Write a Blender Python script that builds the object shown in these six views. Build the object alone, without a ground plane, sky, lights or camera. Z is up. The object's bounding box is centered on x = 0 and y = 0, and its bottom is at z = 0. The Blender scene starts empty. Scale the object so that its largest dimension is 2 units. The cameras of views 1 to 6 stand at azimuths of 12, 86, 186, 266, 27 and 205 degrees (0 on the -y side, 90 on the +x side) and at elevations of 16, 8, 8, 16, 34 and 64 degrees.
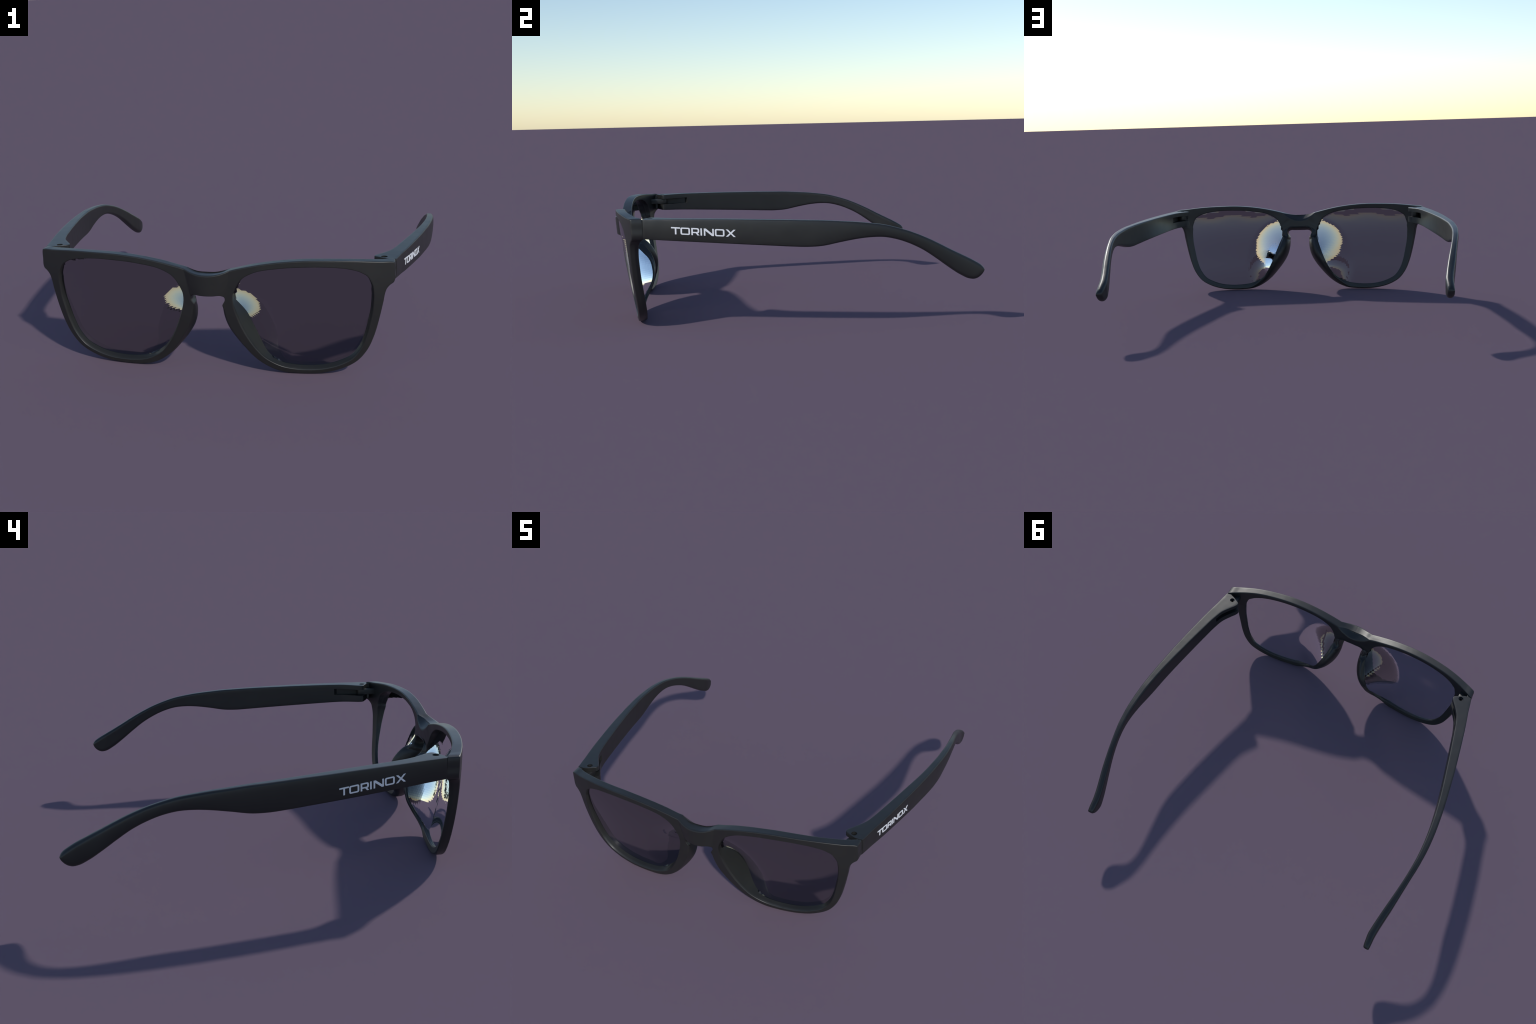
import bpy, bmesh, math
import numpy as np
from mathutils import Vector
from mathutils.geometry import delaunay_2d_cdt

# ---------------------------------------------------------------- helpers
def spline(keys, t):
    """Catmull-Rom through keys[:,0] (parameter) -> remaining columns."""
    K = np.array(keys, float); p = K[:, 0]; V = K[:, 1:]
    m = np.zeros_like(V)
    h = np.diff(p)[:, None]; d = np.diff(V, axis=0) / h
    m[1:-1] = (d[:-1] * h[1:] + d[1:] * h[:-1]) / (h[1:] + h[:-1])
    m[0] = d[0]; m[-1] = d[-1]
    t = np.clip(np.atleast_1d(np.asarray(t, float)), p[0], p[-1])
    i = np.clip(np.searchsorted(p, t, side='right') - 1, 0, len(p) - 2)
    h = (p[i + 1] - p[i]); u = ((t - p[i]) / h)[:, None]; h = h[:, None]
    return ((2*u**3 - 3*u**2 + 1) * V[i] + (u**3 - 2*u**2 + u) * h * m[i]
            + (-2*u**3 + 3*u**2) * V[i + 1] + (u**3 - u**2) * h * m[i + 1])

def new_object(name, verts, faces, material, parent=None, smooth=True):
    me = bpy.data.meshes.new(name)
    me.from_pydata([tuple(map(float, v)) for v in verts], [], faces)
    me.validate(); me.update()
    ob = bpy.data.objects.new(name, me)
    bpy.context.scene.collection.objects.link(ob)
    me.materials.append(material)
    me.polygons.foreach_set('use_smooth', [smooth] * len(me.polygons))
    if parent: ob.parent = parent
    return ob

# ---------------------------------------------------------------- materials
def plastic():
    m = bpy.data.materials.new('matt_black_plastic'); m.use_nodes = True
    nt = m.node_tree; N = nt.nodes; L = nt.links; b = N['Principled BSDF']
    tc = N.new('ShaderNodeTexCoord')
    n1 = N.new('ShaderNodeTexNoise'); n1.inputs['Scale'].default_value = 9; n1.inputs['Detail'].default_value = 4
    L.new(tc.outputs['Object'], n1.inputs['Vector'])
    r = N.new('ShaderNodeValToRGB')
    r.color_ramp.elements[0].position = .3; r.color_ramp.elements[0].color = (.0160, .0162, .0154, 1)
    r.color_ramp.elements[1].position = .7; r.color_ramp.elements[1].color = (.0188, .0190, .0181, 1)
    L.new(n1.outputs['Fac'], r.inputs['Fac']); L.new(r.outputs['Color'], b.inputs['Base Color'])
    mr = N.new('ShaderNodeMapRange'); mr.inputs['To Min'].default_value = .37; mr.inputs['To Max'].default_value = .43
    L.new(n1.outputs['Fac'], mr.inputs['Value']); L.new(mr.outputs['Result'], b.inputs['Roughness'])
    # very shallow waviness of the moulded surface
    n2 = N.new('ShaderNodeTexNoise'); n2.inputs['Scale'].default_value = 15; n2.inputs['Detail'].default_value = 1
    L.new(tc.outputs['Object'], n2.inputs['Vector'])
    bp = N.new('ShaderNodeBump'); bp.inputs['Strength'].default_value = .14; bp.inputs['Distance'].default_value = .006
    L.new(n2.outputs['Fac'], bp.inputs['Height']); L.new(bp.outputs['Normal'], b.inputs['Normal'])
    return m

def glass():
    m = bpy.data.materials.new('tinted_lens_glass'); m.use_nodes = True
    b = m.node_tree.nodes['Principled BSDF']
    b.inputs['Base Color'].default_value = (.098, .096, .101, 1)
    b.inputs['Roughness'].default_value = 0
    b.inputs['IOR'].default_value = 1.5
    b.inputs['Transmission Weight'].default_value = 1
    return m

def flat(name, col, rough, metal=0):
    m = bpy.data.materials.new(name); m.use_nodes = True
    nt = m.node_tree; b = nt.nodes['Principled BSDF']
    tc = nt.nodes.new('ShaderNodeTexCoord'); n = nt.nodes.new('ShaderNodeTexNoise'); n.inputs['Scale'].default_value = 40
    nt.links.new(tc.outputs['Object'], n.inputs['Vector'])
    r = nt.nodes.new('ShaderNodeValToRGB')
    r.color_ramp.elements[0].color = (*[c * .96 for c in col], 1); r.color_ramp.elements[1].color = (*[min(1, c * 1.03) for c in col], 1)
    nt.links.new(n.outputs['Fac'], r.inputs['Fac']); nt.links.new(r.outputs['Color'], b.inputs['Base Color'])
    b.inputs['Roughness'].default_value = rough; b.inputs['Metallic'].default_value = metal
    return m

PLASTIC, GLASS = plastic(), glass()
WHITE = flat('white_print', (.80, .81, .84), .5)

# ---------------------------------------------------------------- the thing
root = bpy.data.objects.new('sunglasses', None)
bpy.context.scene.collection.objects.link(root)
root['label'] = 'matt black plastic sunglasses with square dark tinted lenses'
root['category'] = 'sunglasses'

# ---------------------------------------------------------------- front frame
def face_y(x, z):
    """wrapped and tilted plane that the front of both rims lies on"""
    return -.800 - .33 * z + .29 * z * z + .203 * np.abs(x) ** 3.4

def bridge_bulge(x, z):
    """the bridge arches forward between the two brow creases"""
    xc = .072 + .036 * (z - .35) / .173
    u = np.clip(1 - (np.abs(x) / np.maximum(xc, .03)) ** 2, 0, 1)
    return -.031 * u * np.clip((z - .33) / .04, 0, 1)

def seat_depth(z):
    """how far the lens sits behind the front plane: nearly flush under the brow, deeper below"""
    u = min(1., max(0., (z - .18) / .34))
    return .034 - .020 * u * u * (3 - 2 * u)

# one half of the front, walked clockwise as seen from the front:
# spokes from the lens opening (Ix, Iz) to the outer edge (Ox, Oz)
SPOKES = [
 (.0000,.5040,  .1236,.4190), (.0300,.5050,  .1262,.4250), (.0700,.5115,  .1310,.4360), (.1080,.5240,  .1500,.4690),
 (.2090,.5490,  .2150,.5150), (.3260,.5690,  .3350,.5400), (.4400,.5790,  .4400,.5480), (.5540,.5800,  .5450,.5490),
 (.6900,.5760,  .6550,.5370), (.7900,.5680,  .7080,.5170), (.8400,.5640,  .7350,.4950), (.8470,.5610,  .7410,.4850),
 (.8490,.5530,  .7440,.4800), (.8500,.5150,  .7520,.4620), (.8500,.4770,  .7570,.4440), (.8460,.4670,  .7580,.4360),
 (.8300,.4550,  .7590,.4240), (.8155,.4375,  .7600,.4120), (.8070,.4110,  .7600,.3980), (.8020,.3800,  .7590,.3720),
 (.7930,.3340,  .7560,.3320), (.7790,.2700,  .7450,.2720), (.7600,.2000,  .7290,.2050), (.7300,.1290,  .7035,.1370),
 (.6850,.0710,  .6620,.0830), (.6180,.0310,  .6040,.0500), (.5410,.0085,  .5380,.0295), (.4570,.0005,  .4570,.0215),
 (.3900,.0015,  .3920,.0240), (.3430,.0055,  .3420,.0335), (.2950,.0200,  .2960,.0535), (.2500,.0450,  .2530,.0830),
 (.2050,.0840,  .2190,.1215), (.1630,.1370,  .1870,.1700), (.1270,.1910,  .1610,.2210), (.0980,.2430,  .1390,.2760),
 (.0810,.2960,  .1250,.3250), (.0720,.3370,  .1190,.3570), (.0680,.3520,  .1175,.3700), (.0735,.3640,  .1172,.3780),
 (.0800,.3780,  .1173,.3860), (.0770,.3930,  .1177,.3935), (.0640,.4010,  .1184,.4005), (.0300,.4020,  .1197,.4075),
 (.0000,.4020,  .1206,.4110),
]
# how the cross-section changes along the spokes:
# spoke | depth outer, depth inner | outer back shift x, z | inner back shift x, z | nose crest push, crest depth | back radius
SECTIONS = [
 (0,  .060, .055,  .000, .005,  .000, .000,  .000,.025, .005),
 (2,  .058, .052,  .000, .004,  .000, .000,  .000,.025, .005),
 (3,  .052, .050,  .000, .000,  .000, .000,  .000,.025, .006),
 (5,  .048, .047,  .000, .000,  .000, .001,  .000,.024, .006),
 (8,  .047, .046,  .000, .000, -.003, .000,  .000,.024, .006),
 (10, .056, .046,  .000, .000, -.008, .000,  .000,.028, .003),
 (15, .056, .046,  .000, .000, -.018, .000,  .000,.028, .003),
 (17, .050, .046, -.010, .000, -.018, .000,  .000,.025, .006),
 (19, .046, .045, -.014, .000, -.018, .000,  .000,.023, .006),
 (21, .045, .045, -.011, .000, -.018, .002,  .000,.023, .006),
 (23, .045, .045, -.004, .003, -.013, .010,  .000,.023, .006),
 (25, .045, .045,  .000, .006, -.004, .015,  .000,.023, .006),
 (28, .046, .046,  .000, .008,  .000, .016,  .000,.024, .007),
 (29, .048, .048,  .002, .008,  .000, .014,  .000,.026, .008),
 (30, .054, .053,  .006, .014,  .000, .010,  .002,.030, .012),
 (31, .070, .076,  .010, .018,  .004, .006,  .005,.040, .018),
 (32, .098, .106,  .010, .018,  .010, .004,  .012,.056, .026),
 (33, .134, .138,  .010, .012,  .014, .002,  .020,.074, .032),
 (34, .156, .150,  .008, .008,  .016, .000,  .028,.080, .032),
 (35, .160, .144,  .008, .006,  .016, .000,  .030,.080, .030),
 (36, .142, .108,  .010, .004,  .010, .000,  .025,.066, .026),
 (37, .112, .074,  .010, .006,  .003, .000,  .013,.050, .022),
 (38, .092, .062,  .006, .008,  .001, .000,  .004,.040, .018),
 (39, .078, .057,  .003, .010,  .000, .000,  .000,.036, .014),
 (41, .062, .056,  .004, .016,  .000, .000,  .000,.030, .010),
 (42, .060, .055,  .000, .020,  .000, .000,  .000,.030, .010),
 (44, .060, .055,  .000, .022,  .000, .000,  .000,.030, .010),
]
_sec = np.array(SECTIONS)
S = np.column_stack([np.array(SPOKES)] + [np.interp(np.arange(len(SPOKES)), _sec[:, 0], _sec[:, c]) for c in range(1, 10)])
step = np.hypot(np.diff(S[:, 0]), np.diff(S[:, 1])) + .5 * np.hypot(np.diff(S[:, 2]), np.diff(S[:, 3]))
par = np.concatenate([[0], np.cumsum(np.maximum(step, .004))])
ts = []
for i in range(len(par) - 1):
    n = max(3, int(round((par[i + 1] - par[i]) / .0042)))
    ts += list(np.linspace(par[i], par[i + 1], n, endpoint=False))
ts.append(par[-1])
RING = spline(np.column_stack([par, S]), ts)
RING[0, 0] = RING[-1, 0] = 0.0
NW = len(RING)                                        # spokes that end on an outer wall
tan = np.gradient(RING[:, :2], axis=0)
tan /= np.maximum(np.linalg.norm(tan, axis=1, keepdims=True), 1e-9)
nrm = np.column_stack([-tan[:, 1], tan[:, 0]])
nrm[0] = (0, 1); nrm[-1] = (0, -1)

SEG = 4
def corner(b, s, e):
    u = np.linspace(0, 1, SEG + 1)[:, None]
    return (1 - u)**2 * s + 2 * u * (1 - u) * b + u * u * e
def towards(a, b, r):
    l = np.linalg.norm(b - a); return a + (b - a) * min(r, .45 * l) / max(l, 1e-9)
def between(a, b, n):
    return a + (b - a) * (np.arange(1, n + 1) / (n + 1))[:, None]

def scoop_limit(x, z):
    """hollow cut into the upper back of the bridge"""
    zs = .470 + 3.6 * x * x
    u = np.clip((z - zs) / .030, 0, 1.1)
    w = np.clip((.130 - np.abs(x)) / .025, 0, 1)
    return .20 * (1 - w) + w * (.062 - .034 * u)

def section(row, n, wall=True, top=None):
    """closed cross-section of the front at one spoke, in (x, z, depth behind the wrapped front plane)"""
    ox, oz, ix, iz, do, di, obx, obz, ibx, ibz, push, dm, rb = row
    I = np.array([ix, iz, 0.]); O = np.array([ox, oz, 0.])
    OM = np.array([ox + n[0] * push, oz + n[1] * push, dm])
    OB = np.array([ox + obx, oz + obz, do]); IB = np.array([ix + ibx, iz + ibz, di])
    IM = I + np.array([ibx * .4, ibz * .4, .012])         # bevel in front of the lens seat
    n3 = np.array([n[0], n[1], 0.])
    rf = .005
    if wall:
        o0, o1 = O - n3 * rf, towards(O, OM, rf)
        rm = max(rb, .010) if push > .001 else .004
        m0, m1 = towards(OM, O, rm), towards(OM, OB, rm)
        b0 = towards(OB, OM, rb); b1 = OB - n3 * rb
        cO, cM, cB = corner(O, o0, o1), corner(OM, m0, m1), corner(OB, b0, b1)
    else:                                             # spokes that end on the mirror plane
        cO = np.repeat(O[None], SEG + 1, 0); cM = np.repeat(OM[None], SEG + 1, 0); cB = np.repeat(OB[None], SEG + 1, 0)
    cIB = corner(IB, towards(IB, OB, .005), towards(IB, IM, .005))
    cIM = corner(IM, towards(IM, IB, .003), towards(IM, I, .003))
    cI = corner(I, towards(I, IM, .004), towards(I, O, .004))
    wallp = np.vstack([between(cO[-1], cM[0], 2), cM, between(cM[-1], cB[0], 4), cB])
    w = min(1., push / .012)
    if wall and w > 0:                                # nose pad: one full rounded curve from the front edge round to the back
        dd = max(do, di); dz = np.array([0, 0, 1.])
        Q0 = cO[-1]; Q1 = O + n3 * push * 1.45 + dz * dd * .32
        Q2 = (O + IB * [1, 1, 0]) / 2 * [1, 1, 0] + n3 * (push * .5 + .007) + dz * dd * 1.06
        Q3 = np.array([*(.30 * OB[:2] + .70 * IB[:2]), dd * .985])
        u = (np.arange(1, len(wallp) + 1) / len(wallp))[:, None]
        curve = (1-u)**3 * Q0 + 3*u*(1-u)**2 * Q1 + 3*u*u*(1-u) * Q2 + u**3 * Q3
        wallp = wallp * (1 - w) + curve * w
    cB = wallp[-1:]
    parts = [cI, between(cI[-1], cO[0], 20), cO, wallp,
             between(cB[-1], cIB[0], 16), cIB, between(cIB[-1], cIM[0], 4), cIM, between(cIM[-1], cI[0], 1)]
    return np.vstack(parts)

loops, lens_edge = [], []
for i in range(NW): loops.append(section(RING[i], nrm[i]))
# up the mirror plane, from the under side of the bridge to its top
lo, hi = RING[-1].copy(), RING[0].copy()
f0, f1 = lo[1] + .005, hi[1] - .005
g0, g1 = lo[1] + lo[7] + lo[12], hi[1] - hi[12]
for v in np.linspace(0, 1, 16):
    row = lo * (1 - v) + hi * v
    row[0] = 0; row[1] = f0 * (1 - v) + f1 * v; row[6] = 0; row[7] = g0 * (1 - v) + g1 * v - row[1]
    loops.append(section(row, np.array([0., 1.]), wall=False))
    if v > 0 and v < 1: RING = np.vstack([RING, row])
NR = len(loops); M = len(loops[0])
frame_v = []
for i, loop in enumerate(loops):
    x, z, d = loop.T.copy()
    if i == 0 or i >= NW - 1:
        sel = slice(SEG + 1 + 20, SEG + 1 + 20 + 3 * (SEG + 1) + 6); x[sel] = 0.
    d = np.where(d > .02, np.minimum(d, np.where((np.abs(x) < .13) & (z > .44), scoop_limit(x, z), 1)), d)
    y = face_y(x, z) + d + bridge_bulge(x, z) * np.clip(1 - d / .020, 0, 1)
    frame_v += list(zip(x, y, np.maximum(z, 0.0)))
# where the lens edge sits on the inner wall
for row in RING:
    ix, iz, di, ibx, ibz = row[2], row[3], row[5], row[8], row[9]
    pad = max(0., min(1., (di - .060) / .03))
    d0 = seat_depth(iz)
    dl = d0 * (1 - pad) + (di - .008) * pad
    f = dl / di
    lens_edge.append((ix + ibx * f, iz + ibz * f, dl))
frame_v = np.array(frame_v)
# weld the half to its mirror image along x = 0
half_faces = []
for i in range(NR):
    for j in range(M):
        a, b = i * M + j, i * M + (j + 1) % M
        c, d = ((i + 1) % NR) * M + (j + 1) % M, ((i + 1) % NR) * M + j
        half_faces.append((a, b, c, d))
bm = bmesh.new()
vs = [bm.verts.new(v) for v in frame_v]
vm = [bm.verts.new((-v[0], v[1], v[2])) for v in frame_v]
for f in half_faces:
    mids = frame_v[list(f)]
    if np.all(np.abs(mids[:, 0]) < 1e-6): continue           # no wall on the mirror plane
    for src, order in ((vs, f), (vm, f[::-1])):
        try: bm.faces.new([src[k] for k in order])
        except ValueError: pass
bm.verts.ensure_lookup_table()
bmesh.ops.remove_doubles(bm, verts=[v for v in bm.verts if abs(v.co.x) < 1e-4], dist=.0006)
bmesh.ops.dissolve_degenerate(bm, dist=1e-5, edges=bm.edges[:])
bmesh.ops.recalc_face_normals(bm, faces=bm.faces[:])
# keep y order: front faces must look to -y
chk = sum(f.normal.y * f.calc_area() for f in bm.faces if f.calc_center_median().y < -.86)
if chk > 0: bmesh.ops.reverse_faces(bm, faces=bm.faces[:])
bm.normal_update()
loose = [v for v in bm.verts if not v.link_faces]
bmesh.ops.delete(bm, geom=loose, context='VERTS')
bm.verts.index_update()
ALL_V = [v.co.copy() for v in bm.verts]; ALL_N = [v.normal.copy() for v in bm.verts]
regions = {}
for f in bm.faces:
    c = f.calc_center_median(); side = 1 if c.x > 0 else -1
    dep = c.y - face_y(c.x, c.z)
    xc = .07 + .036 * (c.z - .35) / .173
    if c.z > .385 and abs(c.x) < max(.075, xc): key = ('bridge', 0)
    elif dep > .052 and c.z < .36 and abs(c.x) < .31: key = ('nose_pad', side)
    elif abs(c.x) > .772 and c.z > .44: key = ('end_piece', side)
    else: key = ('rim', side)
    regions.setdefault(key, []).append([v.index for v in f.verts])
bm.free()
for key in sorted(regions):
    fs = regions[key]; used = sorted({k for f in fs for k in f}); re = {k: n for n, k in enumerate(used)}
    ob = new_object(key[0], [ALL_V[k] for k in used], [[re[k] for k in f] for f in fs], PLASTIC, root)
    ob.data.normals_split_custom_set_from_vertices([ALL_N[k] for k in used])

# ---------------------------------------------------------------- lenses
E2 = np.array(lens_edge)
# drop spokes that fold together where the ring turns around the bridge
keep = [0]
for i in range(1, len(E2)):
    if np.hypot(*(E2[i, :2] - E2[keep[-1], :2])) > .0045: keep.append(i)
while np.hypot(*(E2[keep[-1], :2] - E2[keep[0], :2])) < .004: keep.pop()
EDGE = E2[keep]
_t = np.roll(EDGE[:, :2], -1, 0) - np.roll(EDGE[:, :2], 1, 0)
_t /= np.linalg.norm(_t, axis=1, keepdims=True)
EDGE[:, 0] -= _t[:, 1] * .003; EDGE[:, 1] += _t[:, 0] * .003
EXCESS = np.array([e[2] - seat_depth(e[1]) for e in EDGE])
REACH = .21 * np.sqrt(np.maximum(EXCESS, 1e-4) / .12)
def lens_depth(x, z):
    dist = np.hypot(EDGE[:, 0] - x, EDGE[:, 1] - z)
    # the sheet dishes backward into the nose pad, with a faint crease where the bowl begins
    dip = np.max(EXCESS * np.clip(1 - dist / REACH, 0, 1) ** 1.7)
    wave = .0011 * math.sin(x * 21 + 1.) * max(0, (z - .46) / .08)
    return seat_depth(z) + dip + wave

def build_lens(side):
    pts = [Vector((e[0], e[1])) for e in EDGE]; nb = len(pts)
    edges = [(i, (i + 1) % nb) for i in range(nb)]
    G = .0105
    from mathutils.geometry import intersect_point_tri_2d
    poly = EDGE[:, :2]
    def inside(x, z):
        c = False; j = nb - 1
        for i in range(nb):
            if (poly[i, 1] > z) != (poly[j, 1] > z) and x < (poly[j, 0] - poly[i, 0]) * (z - poly[i, 1]) / (poly[j, 1] - poly[i, 1]) + poly[i, 0]: c = not c
            j = i
        return c
    for gx in np.arange(.08, .80, G):
        for gz in np.arange(0, .60, G):
            if inside(gx, gz) and np.min(np.hypot(poly[:, 0] - gx, poly[:, 1] - gz)) > .005:
                pts.append(Vector((gx, gz)))
    vo, eo, fo, *_ = delaunay_2d_cdt(pts, edges, [list(range(nb))], 1, 1e-6)
    V = []
    bnd = {}
    for v in vo:
        k = np.argmin(np.hypot(poly[:, 0] - v.x, poly[:, 1] - v.y))
        if np.hypot(poly[k, 0] - v.x, poly[k, 1] - v.y) < 1e-4:
            d = max(EDGE[k, 2], lens_depth(v.x, v.y) if EXCESS[k] > .004 else 0)
        else: d = lens_depth(v.x, v.y)
        V.append((side * v.x, float(face_y(v.x, v.y)) + d, v.y))
    F = []
    for f in fo:
        a, b, c = [np.array(V[k]) for k in f]
        F.append(list(f) if np.cross(b - a, c - a)[1] < 0 else list(f)[::-1])
    return new_object('lens', V, F, GLASS, root, smooth=False)
for side in (1, -1): build_lens(side)

# ---------------------------------------------------------------- temples
# y | outer x, inner x | bottom z, top z | corner radius
TEMPLE = [
 (-.7205, .8430,.806, .4680,.5620, .004),
 (-.7120, .8455,.785, .4674,.5620, .005),
 (-.700,  .848, .764, .4668,.5620, .006),
 (-.688,  .8505,.744, .4661,.5620, .006),
 (-.676,  .853, .740, .4653,.5620, .006),
 (-.660,  .856, .746, .4643,.5620, .006),
 (-.632,  .861, .766, .4625,.5620, .006),
 (-.580,  .873, .800, .4595,.5620, .007),
 (-.517,  .887, .822, .4560,.5615, .008),
 (-.420,  .906, .845, .4505,.5605, .009),
 (-.311,  .926, .869, .4440,.5590, .010),
 (-.200,  .945, .892, .4375,.5565, .011),
 (-.110,  .958, .910, .4320,.5545, .012),
 (-.020,  .9705,.926, .4265,.5520, .013),
 ( .055,  .979, .937, .4235,.5495, .013),
 ( .120,  .985, .945, .4265,.5475, .013),
 ( .210,  .990, .952, .4430,.5415, .013),
 ( .290,  .991, .955, .4560,.5355, .013),
 ( .350,  .988, .955, .4610,.5285, .013),
 ( .420,  .982, .951, .4590,.5180, .013),
 ( .480,  .974, .945, .4460,.5025, .013),
 ( .550,  .965, .935, .4200,.4800, .013),
 ( .612,  .957, .924, .3880,.4545, .014),
 ( .680,  .948, .911, .3420,.4220, .015),
 ( .740,  .938, .900, .2980,.3905, .016),
 ( .800,  .929, .890, .2580,.3600, .017),
 ( .846,  .925, .885, .2365,.3370, .018),
 ( .870,  .925, .887, .2340,.3240, .018),
 ( .890,  .925, .889, .2410,.3120, .018),
 ( .905,  .924, .892, .2540,.3010, .016),
 ( .914,  .922, .898, .2680,.2900, .010),
 ( .917,  .918, .906, .2770,.2830, .002),
]
_T = np.array(TEMPLE); _T[:, 1] += .0075 + .0015 * np.clip((_T[:, 0] - .3) / .2, 0, 1); _T[:, 2] += .0085; _T[:-5, 5] *= np.interp(_T[:-5, 0], [-.2, .5, .85], [.55, .8, 1]); TEMPLE = _T
BELLY = .0035                                    # the outer face is slightly convex
def temple_at(y): return spline(TEMPLE, y)[0]
def outer_x(y, z):
    xo, xi, zb, zt, r = temple_at(y)
    u = (2 * (z - zb) / (zt - zb) - 1)
    return xo + BELLY * (1 - u * u)

def build_temple(side):
    ys = list(np.linspace(-.7205, -.62, 26)) + list(np.linspace(-.61, .80, 130)) + list(np.linspace(.806, .917, 30))
    rows = []; CN, EN = 6, 7
    for y in ys:
        xo, xi, zb, zt, r = temple_at(y)
        r = min(r, .48 * (xo - xi), .48 * (zt - zb))
        ring = []
        for cx, cz, a0 in ((xo - r, zt - r, 0), (xi + r, zt - r, 90), (xi + r, zb + r, 180), (xo - r, zb + r, 270)):
            for j in range(CN + 1):
                a = math.radians(a0 + (90 * j / CN))
                ring.append((cx + r * math.cos(a), cz + r * math.sin(a)))
            # straight stretch to the next corner
            nx = {0: (xi + r, zt), 90: (xi, zb + r), 180: (xo - r, zb), 270: (xo, zt - r)}[a0]
            p = ring[-1]
            for j in range(1, EN): ring.append((p[0] + (nx[0] - p[0]) * j / EN, p[1] + (nx[1] - p[1]) * j / EN))
        row = []
        for x, z in ring:
            u = 2 * (z - zb) / max(zt - zb, 1e-6) - 1
            if x > xo - r * 1.01: x += BELLY * (1 - u * u) * min(1, (x - (xo - r)) / r)
            row.append((side * x, y, z))
        rows.append(row)
    n = len(rows[0]); V = [p for row in rows for p in row]; F = []
    for i in range(len(rows) - 1):
        for j in range(n):
            F.append((i * n + j, i * n + (j + 1) % n, (i + 1) * n + (j + 1) % n, (i + 1) * n + j))
    F.append(tuple(range(n))); F.append(tuple(reversed(range((len(rows) - 1) * n, len(rows) * n))))
    ob = new_object('temple', V, F, PLASTIC, root)
    b = bmesh.new(); b.from_mesh(ob.data); bmesh.ops.recalc_face_normals(b, faces=b.faces[:]); b.to_mesh(ob.data); b.free()
    # hinge slot on the inside, and the screw hole
    def cutter(V, F):
        c = new_object('cutter', V, F, PLASTIC); bb = bmesh.new(); bb.from_mesh(c.data)
        bmesh.ops.recalc_face_normals(bb, faces=bb.faces[:]); bb.to_mesh(c.data); bb.free()
        m = ob.modifiers.new('cut', 'BOOLEAN'); m.operation = 'DIFFERENCE'; m.object = c; m.solver = 'EXACT'
        return c
    outline = [(.70, -.76), (.823, -.76), (.823, -.655), (.842, -.545), (.800, -.495), (.70, -.495)]
    cs = [cutter([(side * x, y, z) for z in (.5015, .5365) for x, y in outline],
                 [tuple(range(6)), tuple(range(6, 12))] + [(k, (k + 1) % 6, 6 + (k + 1) % 6, 6 + k) for k in range(6)])]
    K = 28
    for r, z0 in ((.0150, .5535), (.0085, .515)):        # counterbore and screw hole
        cyl = [(side * (.795 + r * math.cos(2 * math.pi * k / K)), -.688 + r * math.sin(2 * math.pi * k / K)) for k in range(K)]
        cs.append(cutter([(x, y, z) for z in (z0, .60) for x, y in cyl],
                         [tuple(range(K)), tuple(range(K, 2 * K))] + [(k, (k + 1) % K, K + (k + 1) % K, K + k) for k in range(K)]))
    dg = bpy.context.evaluated_depsgraph_get()
    me = bpy.data.meshes.new_from_object(ob.evaluated_get(dg))
    ob.modifiers.clear(); old = ob.data; ob.data = me; bpy.data.meshes.remove(old)
    for c in cs: bpy.data.objects.remove(c)
    me.polygons.foreach_set('use_smooth', [True] * len(me.polygons))
    me.set_sharp_from_angle(angle=math.radians(32))
    return ob

def lug(side, parent):
    """knuckle of the front that reaches into the fork of the temple"""
    prof = [(.772, -.765), (.826, -.765), (.826, -.700)]
    for k in range(9):
        a = math.pi * k / 8; prof.append((.797 + .0245 * math.cos(a), -.683 + .0245 * math.sin(a)))
    prof.append((.7725, -.70))
    n = len(prof)
    V = [(side * x, y, z) for z in (.5028, .5352) for x, y in prof]
    ob = new_object('hinge_knuckle', V, [tuple(range(n)), tuple(range(n, 2 * n))] + [(k, (k + 1) % n, n + (k + 1) % n, n + k) for k in range(n)], PLASTIC, parent)
    b = bmesh.new(); b.from_mesh(ob.data); bmesh.ops.recalc_face_normals(b, faces=b.faces[:])
    bmesh.ops.bevel(b, geom=[e for e in b.edges if e.calc_face_angle(0) > 1.0], offset=.002, segments=2, affect='EDGES', profile=.5)
    b.to_mesh(ob.data); b.free()
    ob.data.polygons.foreach_set('use_smooth', [True] * len(ob.data.polygons)); ob.data.set_sharp_from_angle(angle=math.radians(35))

def hinge_base(side, parent):
    """block behind the end piece that closes the joint to the temple"""
    b = bmesh.new(); bmesh.ops.create_cube(b, size=1)
    for v in b.verts:
        v.co = (side * (.8320 + v.co.x * .022), -.733 + v.co.y * .026, .5145 + v.co.z * .090)
    bmesh.ops.recalc_face_normals(b, faces=b.faces[:])
    bmesh.ops.bevel(b, geom=b.edges[:], offset=.002, segments=2, affect='EDGES', profile=.5)
    me = bpy.data.meshes.new('hinge_base'); b.to_mesh(me); b.free(); me.materials.append(PLASTIC)
    ob = bpy.data.objects.new('hinge_base', me); bpy.context.scene.collection.objects.link(ob); ob.parent = parent

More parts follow.
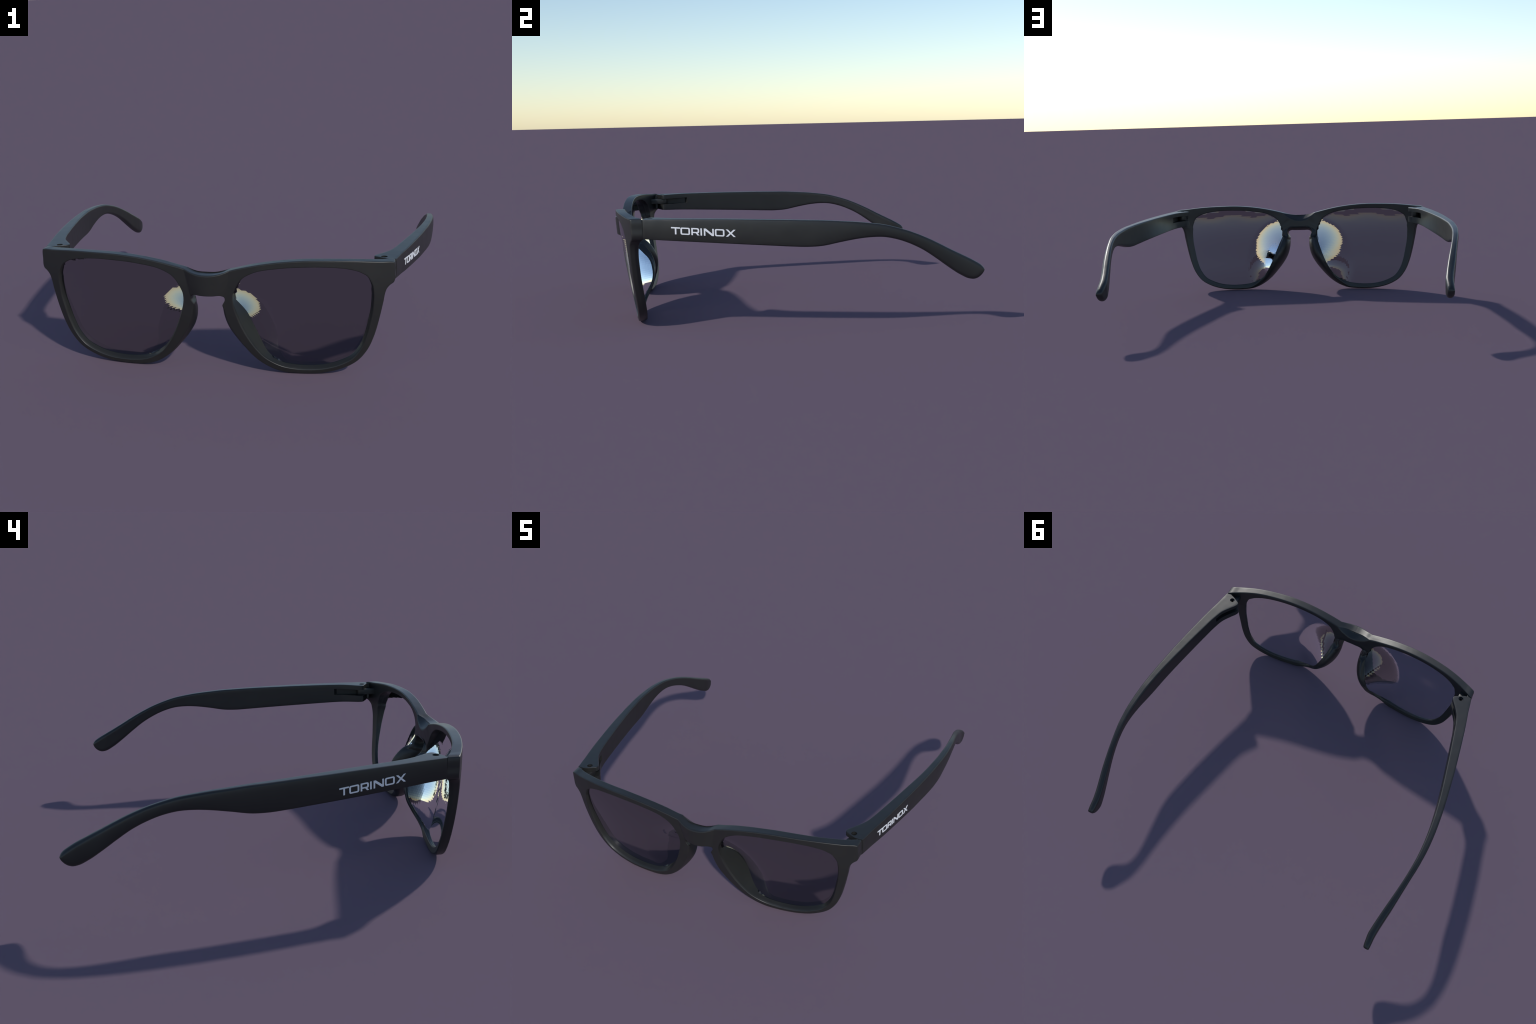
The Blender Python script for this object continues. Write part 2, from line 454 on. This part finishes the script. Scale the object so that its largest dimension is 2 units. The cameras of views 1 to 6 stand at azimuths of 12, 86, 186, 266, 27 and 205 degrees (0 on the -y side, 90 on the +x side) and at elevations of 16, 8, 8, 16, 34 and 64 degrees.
# ---------------------------------------------------------------- printed word
def rrect(x0, z0, x1, z1, r, ccw=True, seg=5):
    P = []
    for cx, cz, a0 in ((x1 - r, z1 - r, 0), (x0 + r, z1 - r, 90), (x0 + r, z0 + r, 180), (x1 - r, z0 + r, 270)):
        for j in range(seg + 1):
            a = math.radians(a0 + 90 * j / seg); P.append((cx + r * math.cos(a), cz + r * math.sin(a)))
    return P if ccw else P[::-1]
W_ = .215                                        # stroke width in letter heights
def bar(p, q, w):
    p, q = np.array(p), np.array(q); d = (q - p) / np.linalg.norm(q - p); n = np.array([-d[1], d[0]]) * w / 2
    return [tuple(p + n), tuple(p - n), tuple(q - n), tuple(q + n)]
def glyph(ch):
    """outline loops (letter height 1, origin at lower left) and the advance width"""
    if ch == 'T': return [[(0, 1), (0, .815), (.51, .815), (.51, 0), (.51 + W_, 0), (.51 + W_, .815), (1.24, .815), (1.24, 1)]], 1.28
    if ch == 'O': return [rrect(0, 0, 1.30, 1, .22), rrect(.215, .175, 1.085, .825, .07, False)], 1.48
    if ch == 'I': return [[(0, 0), (W_, 0), (W_, 1), (0, 1)]], .46
    if ch == 'R': return [[(0, 0), (.215, 0), (.215, .30), (.60, .30), (.83, 0), (1.10, 0), (.86, .29), (.98, .33), (1.06, .43), (1.08, .56), (1.08, .76), (1.04, .90), (.94, .98), (.82, 1), (0, 1)],
                          [(.215, .47), (.215, .825), (.78, .825), (.84, .785), (.865, .72), (.865, .57), (.84, .51), (.78, .47)]], 1.24
    if ch == 'N': return [[(0, 0), (.21, 0), (.21, .70), (1.09, 0), (1.36, 0), (1.36, 1), (1.15, 1), (1.15, .30), (.28, 1), (0, 1)]], 1.50
    if ch == 'X': return [[(0, 0), (.29, 0), (.66, .37), (1.03, 0), (1.32, 0), (.81, .50), (1.32, 1), (1.03, 1), (.66, .63), (.29, 1), (0, 1), (.51, .50)]], 1.32
def build_word(side, temple):
    word = 'TORINOX'; total = sum(glyph(c)[1] for c in word)
    y0, y1 = (-.585, -.282) if side > 0 else (-.533, -.242); sy = (y1 - y0) / total; H = .0342
    pen = 0
    for ch in word:
        loops, adv = glyph(ch)
        pts, edges, faces = [], [], []
        for lp in loops:
            base = len(pts); n = len(lp)
            pts += [Vector(p) for p in lp]; edges += [(base + k, base + (k + 1) % n) for k in range(n)]
        vo, eo, fo, *_ = delaunay_2d_cdt(pts, edges, [], 0, 1e-7)
        def inside(px, pz):
            c = False
            for lp in loops:
                j = len(lp) - 1
                for i in range(len(lp)):
                    if (lp[i][1] > pz) != (lp[j][1] > pz) and px < (lp[j][0] - lp[i][0]) * (pz - lp[i][1]) / (lp[j][1] - lp[i][1]) + lp[i][0]: c = not c
                    j = i
            return c
        fo = [f for f in fo if inside(sum(vo[k].x for k in f) / len(f), sum(vo[k].y for k in f) / len(f))]
        V = []
        for lift in (.0014, -.0015):
            for v in vo:
                a = (pen + v.x) * sy
                y = y0 + a if side > 0 else y1 - a
                zc = (.5100 - .0165 * ((y - y0) / (y1 - y0))) if side > 0 else (.5035 - .0265 * ((y - y0) / (y1 - y0)))
                z = zc + (v.y - .5) * H
                V.append((side * (outer_x(y, z) + lift), y, z))
        n = len(vo); F = [list(f) for f in fo] + [[k + n for k in f][::-1] for f in fo]
        cnt = {}
        for f in fo:
            for k in range(len(f)): cnt[(f[k], f[(k + 1) % len(f)])] = 1
        for (a, b_) in cnt:
            if (b_, a) not in cnt: F.append([b_, a, a + n, b_ + n])
        ob = new_object('letter_' + ch.lower(), V, F, WHITE, temple, smooth=False)
        b = bmesh.new(); b.from_mesh(ob.data); bmesh.ops.recalc_face_normals(b, faces=b.faces[:]); b.to_mesh(ob.data); b.free()
        pen += adv

for side in (1, -1):
    t = build_temple(side)
    lug(side, root); hinge_base(side, root)
    build_word(side, t)
